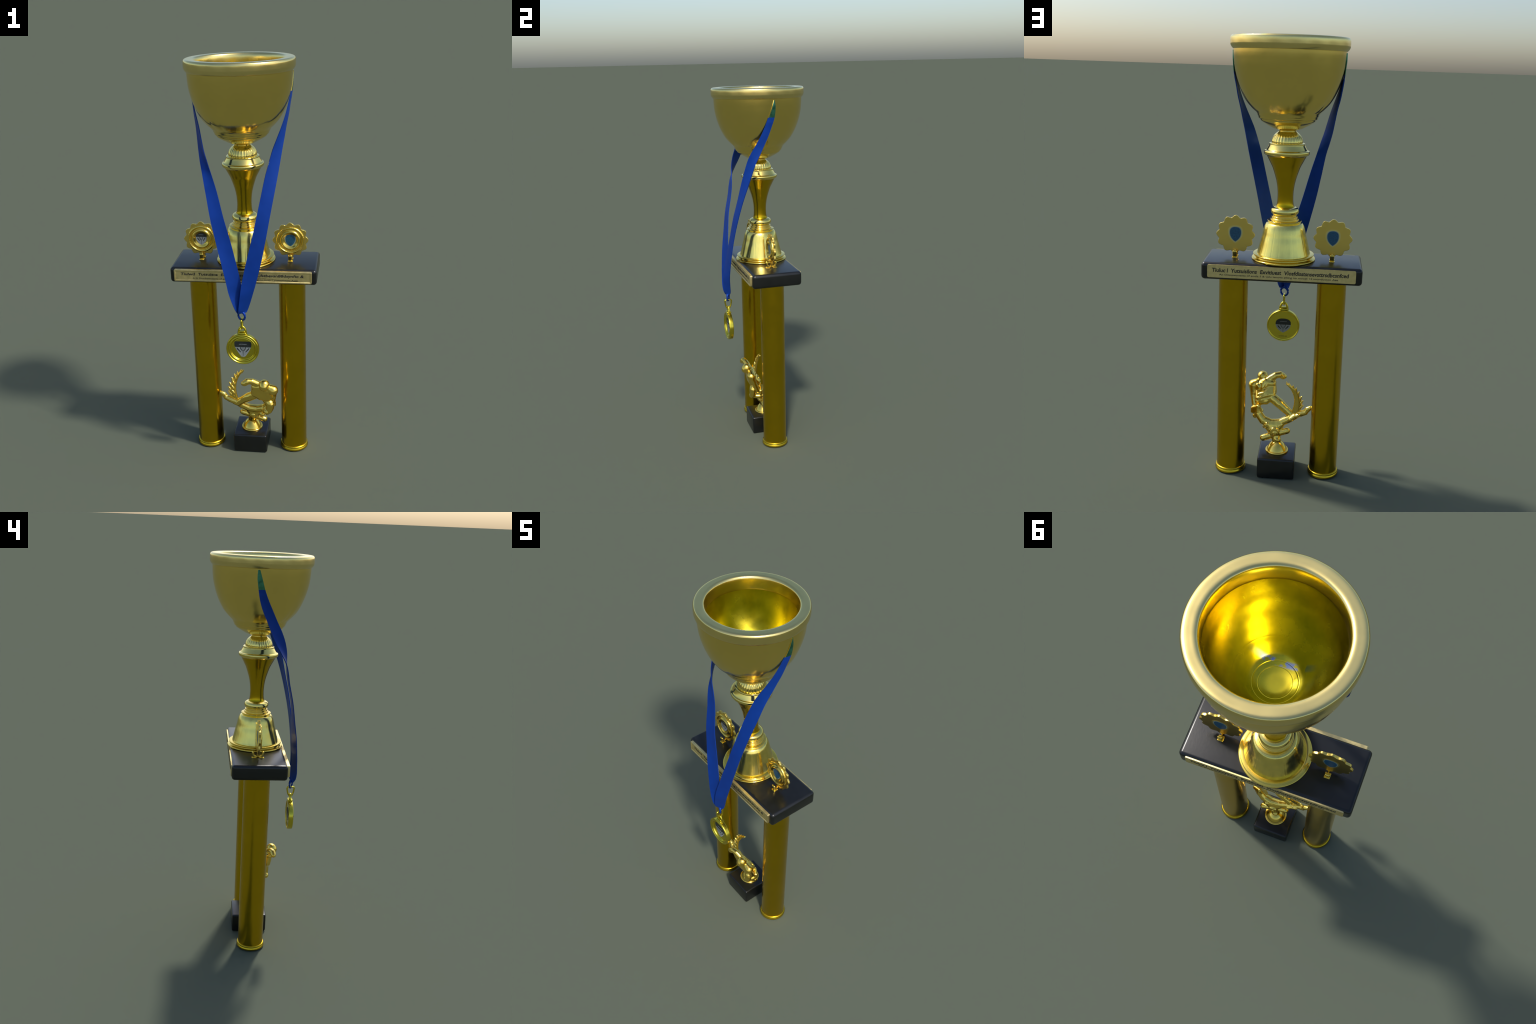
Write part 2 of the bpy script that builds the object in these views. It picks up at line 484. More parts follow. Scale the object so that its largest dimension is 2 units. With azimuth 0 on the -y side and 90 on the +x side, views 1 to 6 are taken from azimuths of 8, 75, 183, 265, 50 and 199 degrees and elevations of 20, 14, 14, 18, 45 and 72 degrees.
def lip_mod(th, r, z):
    return r + 0.00015 * math.sin(th * 7 + 1) + 0.00015 * math.sin(th * 19 + z * 60)
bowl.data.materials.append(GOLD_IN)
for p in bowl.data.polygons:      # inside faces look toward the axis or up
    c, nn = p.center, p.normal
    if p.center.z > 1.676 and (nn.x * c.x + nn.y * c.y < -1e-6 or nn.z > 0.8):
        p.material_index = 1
lip = lathe("lip", [tuple(p) for p in cr([(0.2240, 1.9430), (0.2370, 1.9430), (0.2420, 1.9460), (0.2475, 1.9530), (0.2508, 1.9610), (0.2514, 1.9700), (0.2514, 1.9830), (0.2505, 1.9910), (0.2475, 1.9965), (0.2430, 1.9990), (0.2370, 1.9999), (0.2250, 1.9999), (0.2140, 1.9996), (0.2075, 1.9980), (0.2030, 1.9940), (0.2005, 1.9870), (0.1993, 1.9750), (0.1988, 1.9550), (0.1992, 1.9400), (0.2010, 1.9340), (0.2060, 1.9340), (0.2120, 1.9380)], 4)],
            GOLD_LIP, bowl, segs=192, mod=lip_mod, angle=50, closed=True)

# ---- rosettes on clips
def rosette(cx, cz, cy, front_kind):
    R = 0.0862
    outline = []
    n = 12
    for k in range(n * 16):
        th = TAU * k / (n * 16)
        s = 0.5 + 0.5 * math.cos(n * th)
        rr = R * (0.882 + 0.118 * s ** 0.8 - 0.010 * math.sin(n * th) + 0.006 * math.sin(3 * th + 1))
        outline.append((rr * math.sin(th), rr * math.cos(th)))
    plate = slab("rosette", outline, cy - 0.004, cy + 0.006, GOLD_ROSE, trophy, bevel=0.0015, angle=14, center=(cx, 0, cz))
    ring = lathe("rosette_ring", [tuple(p) for p in cr([(0.0680, 0.002), (0.0670, 0.0075), (0.0640, 0.0110), (0.0600, 0.0115), (0.0570, 0.0090), (0.0550, 0.0060), (0.0515, 0.0058), (0.0490, 0.0080), (0.0450, 0.0120), (0.0400, 0.0125), (0.0350, 0.0100), (0.0300, 0.0070), (0.0270, 0.0060)], 4)] + [(0, 0.006), ],
                 metal("rosette_ring_gold", (0.92, 0.66, 0.13), 0.2), plate, segs=96, axis="y", origin=(cx, cy, cz), angle=60,
                 mod=lambda th, r, z: r + (0.0006 * math.sin(th * 36) if r > 0.055 else 0))
    # enamel shields front and back
    yb = cy + 0.006
    slab("shield_glow_plate", shield_outline(0.0335, 0.0400, 0, 0.001), yb - 0.001, yb + 0.0003, HALO, plate, center=(cx, 0, cz), angle=30)  # soft pale glow round the emblem, modelled as larger plates under the shield
    slab("shield_glow_rim", shield_outline(0.0275, 0.0345, 0, 0.001), yb - 0.001, yb + 0.0007, PALEBLUE, plate, center=(cx, 0, cz), angle=30)
    slab("shield", shield_outline(0.0245, 0.0320, 0, 0.001), yb - 0.001, yb + 0.0014, SEA, plate, bevel=0.0003, center=(cx, 0, cz), angle=30)
    yf = cy - 0.006
    if front_kind == "blue":
        slab("shield_glow_rim", shield_outline(0.0270, 0.0320), yf + 0.001, yf - 0.0006, PALEBLUE, plate, center=(cx, 0, cz), angle=30)
        slab("shield", shield_outline(0.0228, 0.0285), yf + 0.001, yf - 0.0014, SEA, plate, bevel=0.0003, center=(cx, 0, cz), angle=30)
    else:
        crest(plate, (cx, yf, cz), 0.0265, 0.0310, -1, 0.0, 0.33)
    return plate

def crest(parent, c, w, h, facing, square, band):
    """White shield with a black cap band, dark blades and a chevron fan."""
    cx, cy, cz = c
    f = facing
    base = shield_outline(w, h, 0, 0, square)
    slab("shield", base, cy - f * 0.001, cy + f * 0.0008, WHITE, parent, center=(cx, 0, cz), angle=30)
    zb = h * (1 - 2 * band)
    slab("shield_band", clip_outline(shield_outline(w * 1.01, h * 1.01, 0, 0, square), zmin=zb), cy - f * 0.0005, cy + f * 0.0014, DARK, parent, center=(cx, 0, cz), angle=30)
    # small pale bar of worn letters on the band
    lettering("lettering", "uniees", w * 0.9, h * 0.13, (cx, cy + f * 0.0013, cz + h * (1 - band * 0.9)), f, GREY, parent, bold=0.02, depth=0.0005)
    for s in (-1, 1):
        blade = [(s * w * 0.76, zb - h * 0.16), (s * w * 0.66, zb - h * 0.36), (s * w * 0.36, zb - h * 0.66), (s * w * 0.24, zb - h * 0.68), (s * w * 0.44, zb - h * 0.40), (s * w * 0.64, zb - h * 0.14)]
        slab("shield_blade", blade, cy - f * 0.0002, cy + f * 0.0013, DARK, parent, center=(cx, 0, cz), angle=30)
        arc = [(s * w * 0.34, zb), (s * w * 0.32, zb - h * 0.22), (s * w * 0.20, zb - h * 0.42), (s * w * 0.02, zb - h * 0.55), (s * w * 0.02, zb - h * 0.47), (s * w * 0.14, zb - h * 0.36), (s * w * 0.24, zb - h * 0.20), (s * w * 0.27, zb)]
        slab("shield_blade", arc, cy - f * 0.0002, cy + f * 0.0013, DARK, parent, center=(cx, 0, cz), angle=30)
    slab("shield_blade", [(-w * 0.03, zb - h * 0.5), (w * 0.03, zb - h * 0.5), (w * 0.015, -h * 0.9), (-w * 0.015, -h * 0.9)], cy - f * 0.0002, cy + f * 0.0012, DARK, parent, center=(cx, 0, cz), angle=30)
    slab("shield_gem", [(w * 0.22 * math.sin(TAU * k / 16), zb - h * 0.16 + h * 0.2 * math.cos(TAU * k / 16)) for k in range(16)], cy - f * 0.0002, cy + f * 0.0011, GREY, parent, center=(cx, 0, cz), angle=30)

def clip(cx, parent):
    bm = bmesh.new()
    z = SHELF1
    for s in (-1, 1):
        # flat-fronted post leaning outward, standing on a thin pad
        hull_into(bm, [((cx + dx, s * 0.0215, z + 0.004), 0.0040) for dx in (-0.0055, 0.0055)] + [((cx + dx, s * 0.0250, z + 0.0280), 0.0058) for dx in (-0.0045, 0.0045)])
        hull_into(bm, [((cx, s * 0.0080, z + 0.0050), 0.0040), ((cx, s * 0.0215, z + 0.0060), 0.0045), ((cx, s * 0.0225, z + 0.0140), 0.0040)])
        hull_into(bm, [((cx + dx, s * yy, z + 0.0012), 0.0015) for dx in (-0.0105, 0.0105) for yy in (0.008, 0.029)])
    hull_into(bm, [((cx, 0, z + 0.004), 0.005), ((cx, 0, z + 0.030), 0.006)])
    return from_bm("rosette_clip", bm, GOLD_FIG, parent, 50)

ra = rosette(-0.2165, 1.1460, -0.001, "crest")
clip(-0.2165, ra)
rb = rosette(0.2165, 1.1460, -0.001, "blue")
clip(0.2165, rb)

# ================================================================== RIBBON MEDAL
medal_top = empty("ribbon_medal", (0, -0.2, 0.58), "gold round medal hanging from blue ribbon", "medal")
INV = Matrix.Translation(Vector((0, 0.2, -0.58)))
def under(ob):
    ob.parent = medal_top
    ob.matrix_parent_inverse = INV
    return ob

# each ribbon half: outer edge and inner edge as (x, y, z), from the lip down to the ring
def strip(outer_pts, inner_pts, gild, thick=0.0045, n=9):
    A, B = cr(outer_pts, n), cr(inner_pts, n)
    bm = bmesh.new()
    M = 8
    grid = []
    for i in range(len(A)):
        a, b = A[i], B[i]
        ia, ib = A[min(i + 1, len(A) - 1)], A[max(i - 1, 0)]
        nrm = (b - a).cross(ia - ib)
        nrm = nrm.normalized() if nrm.length > 1e-9 else Vector((0, -1, 0))
        grid.append((a, b, nrm))
    sides = []
    for sgn in (-0.5, 0.5):
        sides.append([[bm.verts.new(a.lerp(b, k / M) + nrm * (sgn * thick * (0.6 if a.z > 1.83 else 1.0) + 0.0015 * math.sin(math.pi * k / M))) for k in range(M + 1)] for a, b, nrm in grid])
    F, K = sides
    for i in range(len(grid) - 1):
        for k in range(M):
            bm.faces.new((F[i][k], F[i][k + 1], F[i + 1][k + 1], F[i + 1][k]))
            bm.faces.new((K[i][k], K[i + 1][k], K[i + 1][k + 1], K[i][k + 1]))
        for k in (0, M):
            bm.faces.new((F[i][k], F[i + 1][k], K[i + 1][k], K[i][k]))
    for i in (0, len(grid) - 1):
        for k in range(M):
            bm.faces.new((F[i][k], F[i][k + 1], K[i][k + 1], K[i][k]))
    bmesh.ops.recalc_face_normals(bm, faces=bm.faces)
    me = bpy.data.meshes.new("ribbon")
    bm.to_mesh(me)
    bm.free()
    me.materials.append(BLUE)
    me.materials.append(TEAL)
    me.materials.append(GOLD_PALE)
    for p in me.polygons:
        if p.center.z > 1.850:      # foil tip: gilded front edge, teal behind
            p.material_index = 2 if p.center.y < gild(p.center.z) else 1
    ob = obj("ribbon", me, None, None, 50)
    return under(ob)

right_outer = [(0.2365, 0.030, 1.938), (0.2360, 0.034, 1.90), (0.2325, 0.029, 1.85), (0.2240, 0.014, 1.80), (0.2165, -0.003, 1.75), (0.2060, -0.022, 1.70), (0.1975, -0.043, 1.65), (0.1895, -0.066, 1.60), (0.1735, -0.099, 1.50), (0.1555, -0.131, 1.40), (0.1365, -0.156, 1.30), (0.1180, -0.176, 1.20), (0.0970, -0.189, 1.10), (0.0715, -0.197, 1.00), (0.0570, -0.198, 0.95), (0.0420, -0.195, 0.90), (0.0300, -0.192, 0.866), (0.0240, -0.197, 0.850)]
right_inner = [(0.2370, 0.023, 1.938), (0.2372, 0.013, 1.90), (0.2300, -0.005, 1.85), (0.2195, -0.022, 1.80), (0.2070, -0.043, 1.75), (0.1890, -0.066, 1.70), (0.1685, -0.089, 1.65), (0.1490, -0.104, 1.60), (0.1200, -0.126, 1.50), (0.0975, -0.146, 1.40), (0.0760, -0.168, 1.30), (0.0530, -0.183, 1.20), (0.0280, -0.198, 1.10), (0.0060, -0.213, 1.00), (-0.0010, -0.222, 0.95), (-0.0080, -0.222, 0.90), (-0.0120, -0.220, 0.866), (-0.0140, -0.212, 0.846)]
left_outer = [(-0.2370, 0.036, 1.938), (-0.2358, 0.037, 1.90), (-0.2325, 0.030, 1.85), (-0.2265, 0.020, 1.80), (-0.2190, 0.003, 1.75), (-0.2085, -0.020, 1.70), (-0.2010, -0.041, 1.65), (-0.1930, -0.065, 1.60), (-0.1825, -0.095, 1.55), (-0.1705, -0.122, 1.50), (-0.1615, -0.136, 1.45), (-0.1530, -0.145, 1.40), (-0.1345, -0.169, 1.30), (-0.1120, -0.186, 1.20), (-0.0880, -0.203, 1.10), (-0.0655, -0.214, 1.00), (-0.0550, -0.218, 0.95), (-0.0380, -0.222, 0.90), (-0.0260, -0.219, 0.866), (-0.0190, -0.208, 0.846)]
left_inner = [(-0.2378, 0.026, 1.938), (-0.2378, 0.014, 1.90), (-0.2310, -0.001, 1.85), (-0.2165, -0.021, 1.80), (-0.2005, -0.045, 1.75), (-0.1850, -0.069, 1.70), (-0.1720, -0.094, 1.65), (-0.1590, -0.113, 1.60), (-0.1430, -0.124, 1.55), (-0.1275, -0.128, 1.50), (-0.1125, -0.133, 1.45), (-0.0985, -0.142, 1.40), (-0.0725, -0.165, 1.30), (-0.0445, -0.178, 1.20), (-0.0210, -0.187, 1.10), (0.0010, -0.197, 1.00), (0.0040, -0.199, 0.95), (0.0040, -0.200, 0.90), (0.0040, -0.199, 0.866), (0.0, -0.198, 0.850)]
def nudge(pts, dx, dy):
    """Bow the free-hanging middle of a strand sideways."""
    out = []
    for x, y, z in pts:
        w = max(0.0, min(1.0, (1.76 - z) / 0.10)) * max(0.0, min(1.0, (z - 0.90) / 0.15))
        out.append((x + dx * w, y + dy * w, z))
    return out
right_outer, right_inner = nudge(right_outer, 0.002, -0.004), nudge(right_inner, 0.002, -0.004)
left_outer, left_inner = nudge(left_outer, 0.001, -0.001), nudge(left_inner, 0.001, -0.001)
strip(right_outer, right_inner, lambda z: 0.000 + 0.30 * (z - 1.85))
strip(left_outer, left_inner, lambda z: -0.003 + 0.18 * (z - 1.85))

# blue loop the strips run into
az = math.radians(-28)
tx = Vector((math.cos(az), math.sin(az), 0))
bm = bmesh.new()
loop = [Vector((0.0, -0.200, 0.832)) + tx * (0.0195 * math.cos(t)) + Vector((0, 0, 0.0205 * math.sin(t))) for t in [TAU * k / 40 for k in range(40)]]
tube_bm(bm, loop, [0.0048 + 0.002 * max(0, math.sin(TAU * k / 40)) for k in range(40)], 12, closed=True)
under(from_bm("ribbon_loop", bm, BLUE, None, 60))

# jump link in the y-z plane, wide at the top
bm = bmesh.new()
link_path = cr([(0, -0.2010, 0.8165), (0, -0.2155, 0.8150), (0, -0.2190, 0.8080), (0, -0.2150, 0.7850), (0, -0.2090, 0.7700), (0, -0.2005, 0.7665), (0, -0.1920, 0.7700), (0, -0.1855, 0.7850), (0, -0.1820, 0.8080), (0, -0.1860, 0.8150), (0, -0.2010, 0.8165)], 5)[:-1]
tube_bm(bm, link_path, 0.0042, 12, closed=True, up=Vector((1, 0, 0)))
under(from_bm("link", bm, GOLD_MEDAL, None, 60))
# lug on the medal rim
bm = bmesh.new()
lug = cr([(-0.0190, -0.2, 0.7370), (-0.0160, -0.2, 0.7560), (-0.0090, -0.2, 0.7710), (0.0, -0.2, 0.7760), (0.0090, -0.2, 0.7710), (0.0160, -0.2, 0.7560), (0.0190, -0.2, 0.7370)], 6)
tube_bm(bm, lug, 0.0052, 12, flat=1.0, up=Vector((0, 1, 0)))
hull_into(bm, [((-0.016, -0.209, 0.7440), 0.0040), ((0.016, -0.209, 0.7440), 0.0040), ((-0.016, -0.191, 0.7440), 0.0040), ((0.016, -0.191, 0.7440), 0.0040)])
hull_into(bm, [((-0.010, -0.204, 0.752), 0.0030), ((0.010, -0.204, 0.752), 0.0030), ((-0.010, -0.196, 0.752), 0.0030), ((0.010, -0.196, 0.752), 0.0030)])
under(from_bm("lug", bm, GOLD_MEDAL, None, 60))
# medal disc: stepped rings in front, shallow dish behind (local height is toward -y)
MZ = 0.6605
front = cr([(0.0795, 0.0060), (0.0790, 0.0105), (0.0768, 0.0130), (0.0735, 0.0128), (0.0710, 0.0098), (0.0685, 0.0090), (0.0660, 0.0108), (0.0630, 0.0110), (0.0605, 0.0085), (0.0585, 0.0040), (0.0560, 0.0020), (0.0530, 0.0028), (0.0400, 0.0032)], 4)
back = cr([(0.0400, -0.0080), (0.0600, -0.0085), (0.0690, -0.0088), (0.0725, -0.0100), (0.0745, -0.0118), (0.0770, -0.0118), (0.0787, -0.0095), (0.0790, -0.0060)], 4)
disc = lathe("medal", [(0, 0.0030)] + [tuple(p) for p in front[::-1]] + [tuple(p) for p in back[::-1]] + [(0, -0.0080)], GOLD_MEDAL, None, segs=128, axis="y", origin=(0, -0.2005, MZ), angle=50)
under(disc)
def crest_medal(c, w, h, facing, square, band):
    before = set(bpy.data.objects)
    crest(None, c, w, h, facing, square, band)
    for o in set(bpy.data.objects) - before:
        o.parent = disc
crest_medal((0.001, -0.2037, 0.6585), 0.0405, 0.0400, -1, 1.0, 0.36)
crest_medal((0.0, -0.1920, 0.6605), 0.0365, 0.0350, 1, 0.0, 0.42)
o = lettering("lettering", "uniees ae", 0.040, 0.006, (0.0, -0.1922, 0.6080), 1, INK2, disc, depth=0.0006)

# ================================================================== FIGURINE STATUETTE
stat = empty("figurine_trophy", (0, 0, 0), "small gold running athlete figurine on black block", "figurine")
block = round_box("block", (-0.0865, -0.0925, 0.0), (0.0865, 0.0915, 0.0990), 0.008, BLACK, stat, segs=4, angle=60, wobble=0.0006)
dome = lathe("dome", [(0, 0.152)] + [tuple(p) for p in cr([(0.004, 0.1520), (0.012, 0.1500), (0.0215, 0.1445), (0.0330, 0.1340), (0.0415, 0.1215), (0.0470, 0.1110), (0.0480, 0.1085), (0.0520, 0.1078), (0.0545, 0.1045), (0.0540, 0.1000), (0.0525, 0.0980)], 5)] + [(0, 0.098)], GOLD_FIG, stat, segs=96, origin=(0.0005, -0.003, 0))

# body: balls hulled into limbs, fused by a voxel remesh, then split by nearest limb
G = 0.0012        # growth that offsets the shrinking of the smoothing pass
B = {
    "head": [[((0.0865, -0.1230, 0.4220), 0.0250), ((0.0850, -0.1310, 0.4150), 0.0220)], [((0.0840, -0.1060, 0.4070), 0.013), ((0.0760, -0.1020, 0.3960), 0.016)]],
    "torso": [[((0.0360, -0.1080, 0.3980), 0.0170), ((0.1040, -0.1100, 0.3810), 0.0180), ((0.0370, -0.0970, 0.3980), 0.0160), ((0.1040, -0.0920, 0.3810), 0.0170), ((0.0700, -0.1040, 0.3990), 0.0240)],
              [((0.0360, -0.1060, 0.3940), 0.0160), ((0.1030, -0.1080, 0.3780), 0.0170), ((0.0330, -0.0970, 0.3580), 0.0180), ((0.0990, -0.0950, 0.3360), 0.0200), ((0.0370, -0.0760, 0.3520), 0.0180), ((0.0950, -0.0680, 0.3320), 0.0200), ((0.0660, -0.0870, 0.3480), 0.0320)],
              [((0.0380, -0.0760, 0.3420), 0.0160), ((0.0960, -0.0680, 0.3180), 0.0180), ((0.0640, -0.0640, 0.3220), 0.0180)]],
    "fold": [[((0.0370, -0.1160, 0.3700), 0.0030), ((0.0640, -0.1180, 0.3620), 0.0034)], [((0.0780, -0.1170, 0.3760), 0.0034), ((0.0960, -0.1120, 0.3560), 0.0036)], [((0.0240, -0.1070, 0.3500), 0.0034), ((0.0620, -0.1060, 0.3360), 0.0036)],
             [((0.1000, -0.0560, 0.3560), 0.0036), ((0.0760, -0.0590, 0.3620), 0.0030)], [((0.1010, -0.0500, 0.3400), 0.0036), ((0.0560, -0.0560, 0.3530), 0.0032)], [((0.1070, -0.0510, 0.3240), 0.0042), ((0.0640, -0.0530, 0.3330), 0.0042), ((0.0260, -0.0620, 0.3450), 0.0040)],
             [((0.1060, -0.0830, 0.3920), 0.0080), ((0.0990, -0.0790, 0.3830), 0.0070)], [((0.0820, -0.0860, 0.4000), 0.0080), ((0.0830, -0.0780, 0.3840), 0.0075)], [((0.0640, -0.0860, 0.4020), 0.0060), ((0.0680, -0.0790, 0.3900), 0.0060)]],
    "arm": [[((0.0560, -0.1060, 0.4120), 0.0170), ((0.0230, -0.1150, 0.4330), 0.0150)], [((0.0230, -0.1150, 0.4330), 0.0150), ((0.0020, -0.1210, 0.4370), 0.0140)],
            [((0.1100, -0.1060, 0.3920), 0.0220), ((0.1280, -0.1060, 0.3820), 0.0250)], [((0.1290, -0.1020, 0.3720), 0.0200), ((0.1270, -0.0930, 0.3480), 0.0150)], [((0.1290, -0.0940, 0.3440), 0.0135), ((0.1190, -0.0760, 0.3020), 0.0135)]],
    "hand": [[((0.0000, -0.1230, 0.4340), 0.0145), ((-0.0120, -0.1250, 0.4260), 0.0140), ((-0.0210, -0.1260, 0.4245), 0.0090)],
             [((0.1190, -0.0770, 0.3000), 0.0135), ((0.1150, -0.0680, 0.2880), 0.0135)]],
    "leg": [[((0.0380, -0.0760, 0.3370), 0.0220), ((-0.0050, -0.0610, 0.3110), 0.0225)], [((-0.0050, -0.0610, 0.3110), 0.0225), ((-0.0300, -0.0530, 0.2920), 0.0200)], [((-0.0300, -0.0530, 0.2920), 0.0200), ((-0.0580, -0.0460, 0.2690), 0.0170)],
            [((-0.0600, -0.0450, 0.2650), 0.0180), ((-0.0780, -0.0420, 0.2670), 0.0150)], [((-0.0700, -0.0440, 0.2690), 0.0150), ((-0.1050, -0.0380, 0.2790), 0.0150)], [((-0.1050, -0.0380, 0.2790), 0.0150), ((-0.1280, -0.0340, 0.2880), 0.0125)],
            [((0.0880, -0.0800, 0.3180), 0.0220), ((0.1080, -0.0930, 0.2970), 0.0210)], [((0.1110, -0.0950, 0.2930), 0.0195), ((0.1050, -0.0960, 0.2580), 0.0155)]],
    "foot": [[((-0.1270, -0.0340, 0.2880), 0.0120), ((-0.1360, -0.0330, 0.3040), 0.0105), ((-0.1520, -0.0330, 0.3130), 0.0085)],
             [((0.0930, -0.0990, 0.2510), 0.0150), ((0.1070, -0.0700, 0.2470), 0.0130)], [((0.1070, -0.0700, 0.2470), 0.0130), ((0.1120, -0.0520, 0.2480), 0.0120)]],
    "wreath_stem": [[((-0.0950, -0.0370, 0.2750), 0.0140), ((-0.0500, -0.0330, 0.2490), 0.0175)], [((-0.0500, -0.0330, 0.2490), 0.0175), ((-0.0100, -0.0300, 0.2290), 0.0180)],
                    [((-0.0100, -0.0300, 0.2290), 0.0180), ((0.0350, -0.0300, 0.2240), 0.0190)], [((0.0350, -0.0300, 0.2240), 0.0190), ((0.0720, -0.0350, 0.2350), 0.0200)],
                    [((0.0720, -0.0350, 0.2350), 0.0200), ((0.0950, -0.0440, 0.2620), 0.0190)], [((0.0950, -0.0440, 0.2620), 0.0180), ((0.0980, -0.0450, 0.2920), 0.0130)],
                    [((0.0960, -0.0400, 0.3010), 0.0085), ((0.1250, -0.0520, 0.2850), 0.0090), ((0.1250, -0.0540, 0.2700), 0.0100), ((0.0980, -0.0480, 0.2750), 0.0140)],
                    [((0.0520, -0.0260, 0.2180), 0.0190), ((-0.0120, -0.0260, 0.2220), 0.0180), ((0.0200, -0.0190, 0.1880), 0.0220)], [((0.0140, -0.0190, 0.1880), 0.0180), ((0.0030, -0.0060, 0.1480), 0.0210)]],
    "scroll": [[((-0.0450, -0.0180, 0.1950), 0.0140), ((0.0000, -0.0170, 0.1790), 0.0140)], [((0.0260, -0.0160, 0.1700), 0.0145), ((0.0690, -0.0130, 0.1540), 0.0145)]],
    "knot": [[((0.0560, -0.0140, 0.2180), 0.0100), ((0.0470, -0.0130, 0.2160), 0.0090), ((0.0520, -0.0130, 0.2260), 0.0090)], [((0.0560, -0.0430, 0.2020), 0.0080), ((0.0660, -0.0410, 0.1990), 0.0080)],
             [((-0.0700, -0.0210, 0.2640), 0.0070), ((-0.0780, -0.0220, 0.2700), 0.0070)], [((-0.0880, -0.0220, 0.2720), 0.0070), ((-0.0960, -0.0230, 0.2760), 0.0070)], [((-0.0560, -0.0180, 0.2540), 0.0070), ((-0.0640, -0.0190, 0.2600), 0.0065)], [((0.0020, -0.0120, 0.2180), 0.0080), ((0.0080, -0.0120, 0.2120), 0.0070)],
             [((0.0850, -0.0620, 0.2440), 0.0100), ((0.0700, -0.0550, 0.2300), 0.0090)], [((-0.0040, 0.0060, 0.1560), 0.0090), ((0.0040, 0.0080, 0.1580), 0.0080)]],
    "medallion": [[((0.0150 + 0.0165 * math.cos(a), yy, 0.1930 + 0.0165 * math.sin(a)), 0.0060) for a in [TAU * k / 16 for k in range(16)] for yy in (-0.0360, -0.0010)],
                  [((0.0130 + 0.0060 * math.cos(a), yy, 0.1890 + 0.0060 * math.sin(a)), 0.0030) for a in [TAU * k / 10 for k in range(10)] for yy in (-0.0430, 0.0065)]],
}
B = {k: [[(c, r + G) for c, r in h] for h in hs] for k, hs in B.items()}
bm = bmesh.new()
for part, hulls in B.items():
    for balls in hulls:
        hull_into(bm, balls)
me = bpy.data.meshes.new("body_tmp")
bm.to_mesh(me)
bm.free()
tmp = bpy.data.objects.new("body_tmp", me)
bpy.context.scene.collection.objects.link(tmp)
rm = tmp.modifiers.new("remesh", "REMESH")
rm.mode = "VOXEL"
rm.voxel_size = 0.0019
sm = tmp.modifiers.new("smooth", "SMOOTH")
sm.iterations = 3
sm.factor = 0.5
dg = bpy.context.evaluated_depsgraph_get()
body = bpy.data.meshes.new_from_object(tmp.evaluated_get(dg))
bpy.data.objects.remove(tmp)
base_normals = [v.normal.copy() for v in body.vertices]
for v, nv in zip(body.vertices, base_normals):   # uneven hand-cast surface with soft folds
    p = v.co.copy()
    v.co = p + nv * (0.0010 * noise.noise(p * 38) + 0.0003 * noise.noise(p * 90 + Vector((3, 1, 7))))
body.update()
body.shade_smooth()
normals = [v.normal.copy() for v in body.vertices]

names = list(B)
samples = []
for k, part in enumerate(names):
    for balls in B[part]:
        for i in range(len(balls)):
            for j in range(i, len(balls)):
                if len(balls) > 5 and j > i:
                    continue
                (c0, r0), (c1, r1) = balls[i], balls[j]
                steps_n = 1 if i == j else 5
                for q in range(steps_n):
                    t = q / steps_n
                    samples += [(pt, k) for pt in ball_points(Vector(c0).lerp(Vector(c1), t), r0 + (r1 - r0) * t, 6)]
tree = kdtree.KDTree(len(samples))
for i, (pt, k) in enumerate(samples):
    tree.insert(pt, i)
tree.balance()
label = [names[samples[tree.find(p.center)[1]][1]] for p in body.polygons]
for part in B:
    idx = [i for i, l in enumerate(label) if l == part]
    if not idx:
        continue
    vmap, verts, faces = {}, [], []
    for i in idx:
        f = []
        for v in body.polygons[i].vertices:
            if v not in vmap:
                vmap[v] = len(verts)
                verts.append(body.vertices[v].co.copy())
            f.append(vmap[v])
        faces.append(f)
    m2 = bpy.data.meshes.new(part)
    m2.from_pydata(verts, [], faces)
    m2.materials.append(GOLD_FIG)
    m2.shade_smooth()
    inv = sorted(vmap, key=vmap.get)
    m2.normals_split_custom_set_from_vertices([normals[v] for v in inv])
    link(bpy.data.objects.new(part, m2), stat)
bpy.data.meshes.remove(body)

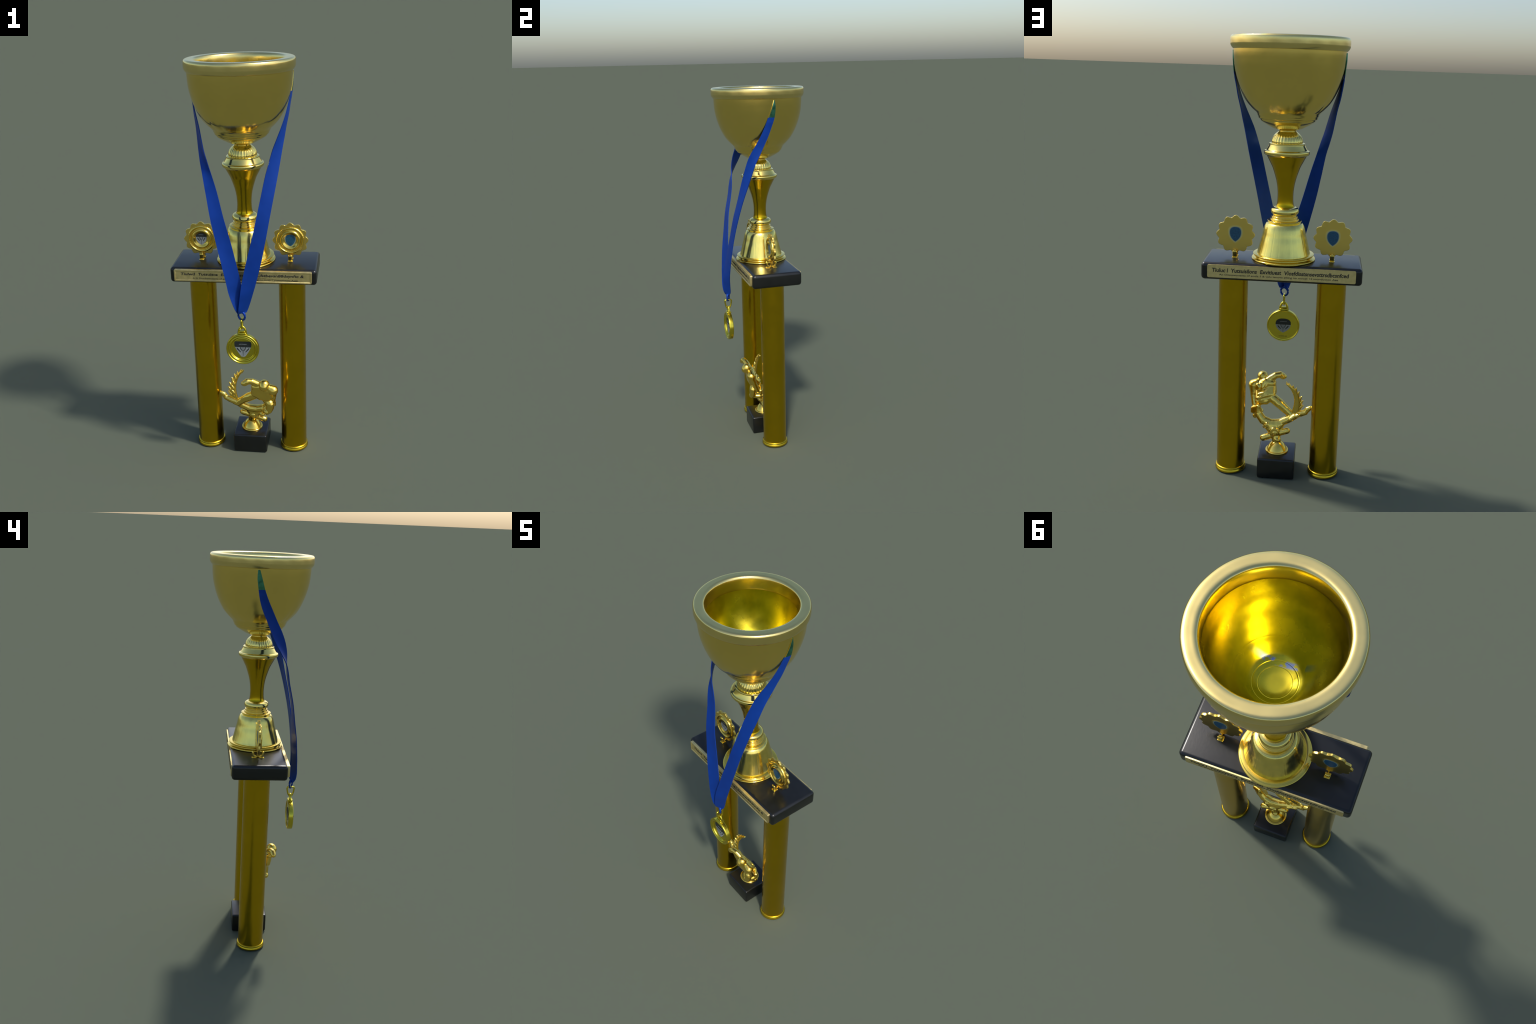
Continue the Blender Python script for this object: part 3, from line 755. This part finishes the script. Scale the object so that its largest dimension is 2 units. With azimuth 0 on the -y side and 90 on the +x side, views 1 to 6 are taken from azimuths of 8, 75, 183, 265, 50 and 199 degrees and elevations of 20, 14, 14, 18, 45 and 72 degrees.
# laurel frond: a broad curved blade with a raised inner rib and leaflets along its outer edge
f_in = cr([(-0.0600, -0.0370, 0.2780), (-0.0690, -0.0350, 0.3050), (-0.0735, -0.0290, 0.3400), (-0.0700, -0.0230, 0.3720), (-0.0590, -0.0170, 0.4020), (-0.0450, -0.0130, 0.4230), (-0.0330, -0.0115, 0.4360)], 6)
f_out = cr([(-0.0980, -0.0370, 0.2780), (-0.1020, -0.0330, 0.3080), (-0.1020, -0.0290, 0.3430), (-0.0930, -0.0230, 0.3780), (-0.0760, -0.0170, 0.4080), (-0.0540, -0.0130, 0.4280), (-0.0345, -0.0115, 0.4375)], 6)
n = len(f_in)
rib = [a.lerp(b, 0.5) for a, b in zip(f_in, f_out)]
bm = bmesh.new()
tube_bm(bm, rib, [0.0092 - 0.0055 * (i / (n - 1)) for i in range(n)], 18, flat=[max(1.0, (f_out[i] - f_in[i]).length / 2 / (0.0092 - 0.0055 * (i / (n - 1)))) for i in range(n)], up=Vector((0, 1, 0)))
tube_bm(bm, [a.lerp(b, 0.18) + Vector((0, -0.003, 0)) for a, b in zip(f_in, f_out)], [0.0078 - 0.0050 * (i / (n - 1)) for i in range(n)], 12, up=Vector((0, 1, 0)))
frond = from_bm("frond", bm, GOLD_FIG, stat, 60)
def leaf_mesh():
    bm = bmesh.new()
    pts = cr([Vector((0.001, 0, -0.006)), Vector((0.003, 0, 0.004)), Vector((0.003, 0, 0.014)), Vector((0.0, 0, 0.024)), Vector((-0.004, 0, 0.032))], 4)
    m = len(pts) - 1
    tube_bm(bm, pts, [0.0010 + 0.0056 * math.sin(math.pi * min(1, 0.12 + 0.88 * (i / m) ** 0.8)) ** 0.9 for i in range(m + 1)], 12, flat=1.15, up=Vector((0, 1, 0)))
    bmesh.ops.recalc_face_normals(bm, faces=bm.faces)
    me = bpy.data.meshes.new("leaf")
    bm.to_mesh(me)
    bm.free()
    me.materials.append(GOLD_FIG)
    finish(me, 60)
    return me
leaf = leaf_mesh()
for k in range(7):
    for row in (0, 1):
        i = min(n - 3, int(6 + k * (n - 11) / 6.0 + row * 2))
        p = f_out[i] if row == 0 else rib[i]
        t = (rib[min(i + 1, n - 1)] - rib[i - 1]).normalized()
        out = (f_out[i] - f_in[i]).normalized()
        d = (t * 0.92 + out * (0.30 if row == 0 else 0.22) + Vector((0, -0.05 - 0.05 * row, 0))).normalized()
        x = -out - d * (-out).dot(d)
        x.normalize()
        yv = d.cross(x)
        s = 1.12 - 0.07 * k + random.uniform(-0.07, 0.07)
        m = Matrix((x, yv, d)).transposed().to_4x4()
        m.translation = p - out * 0.001 - t * 0.012 + Vector((0, -0.0045 * row - 0.001, 0))
        ob = bpy.data.objects.new("leaf", leaf)
        link(ob, frond)
        ob.matrix_local = m @ Matrix.Scale(s, 4)
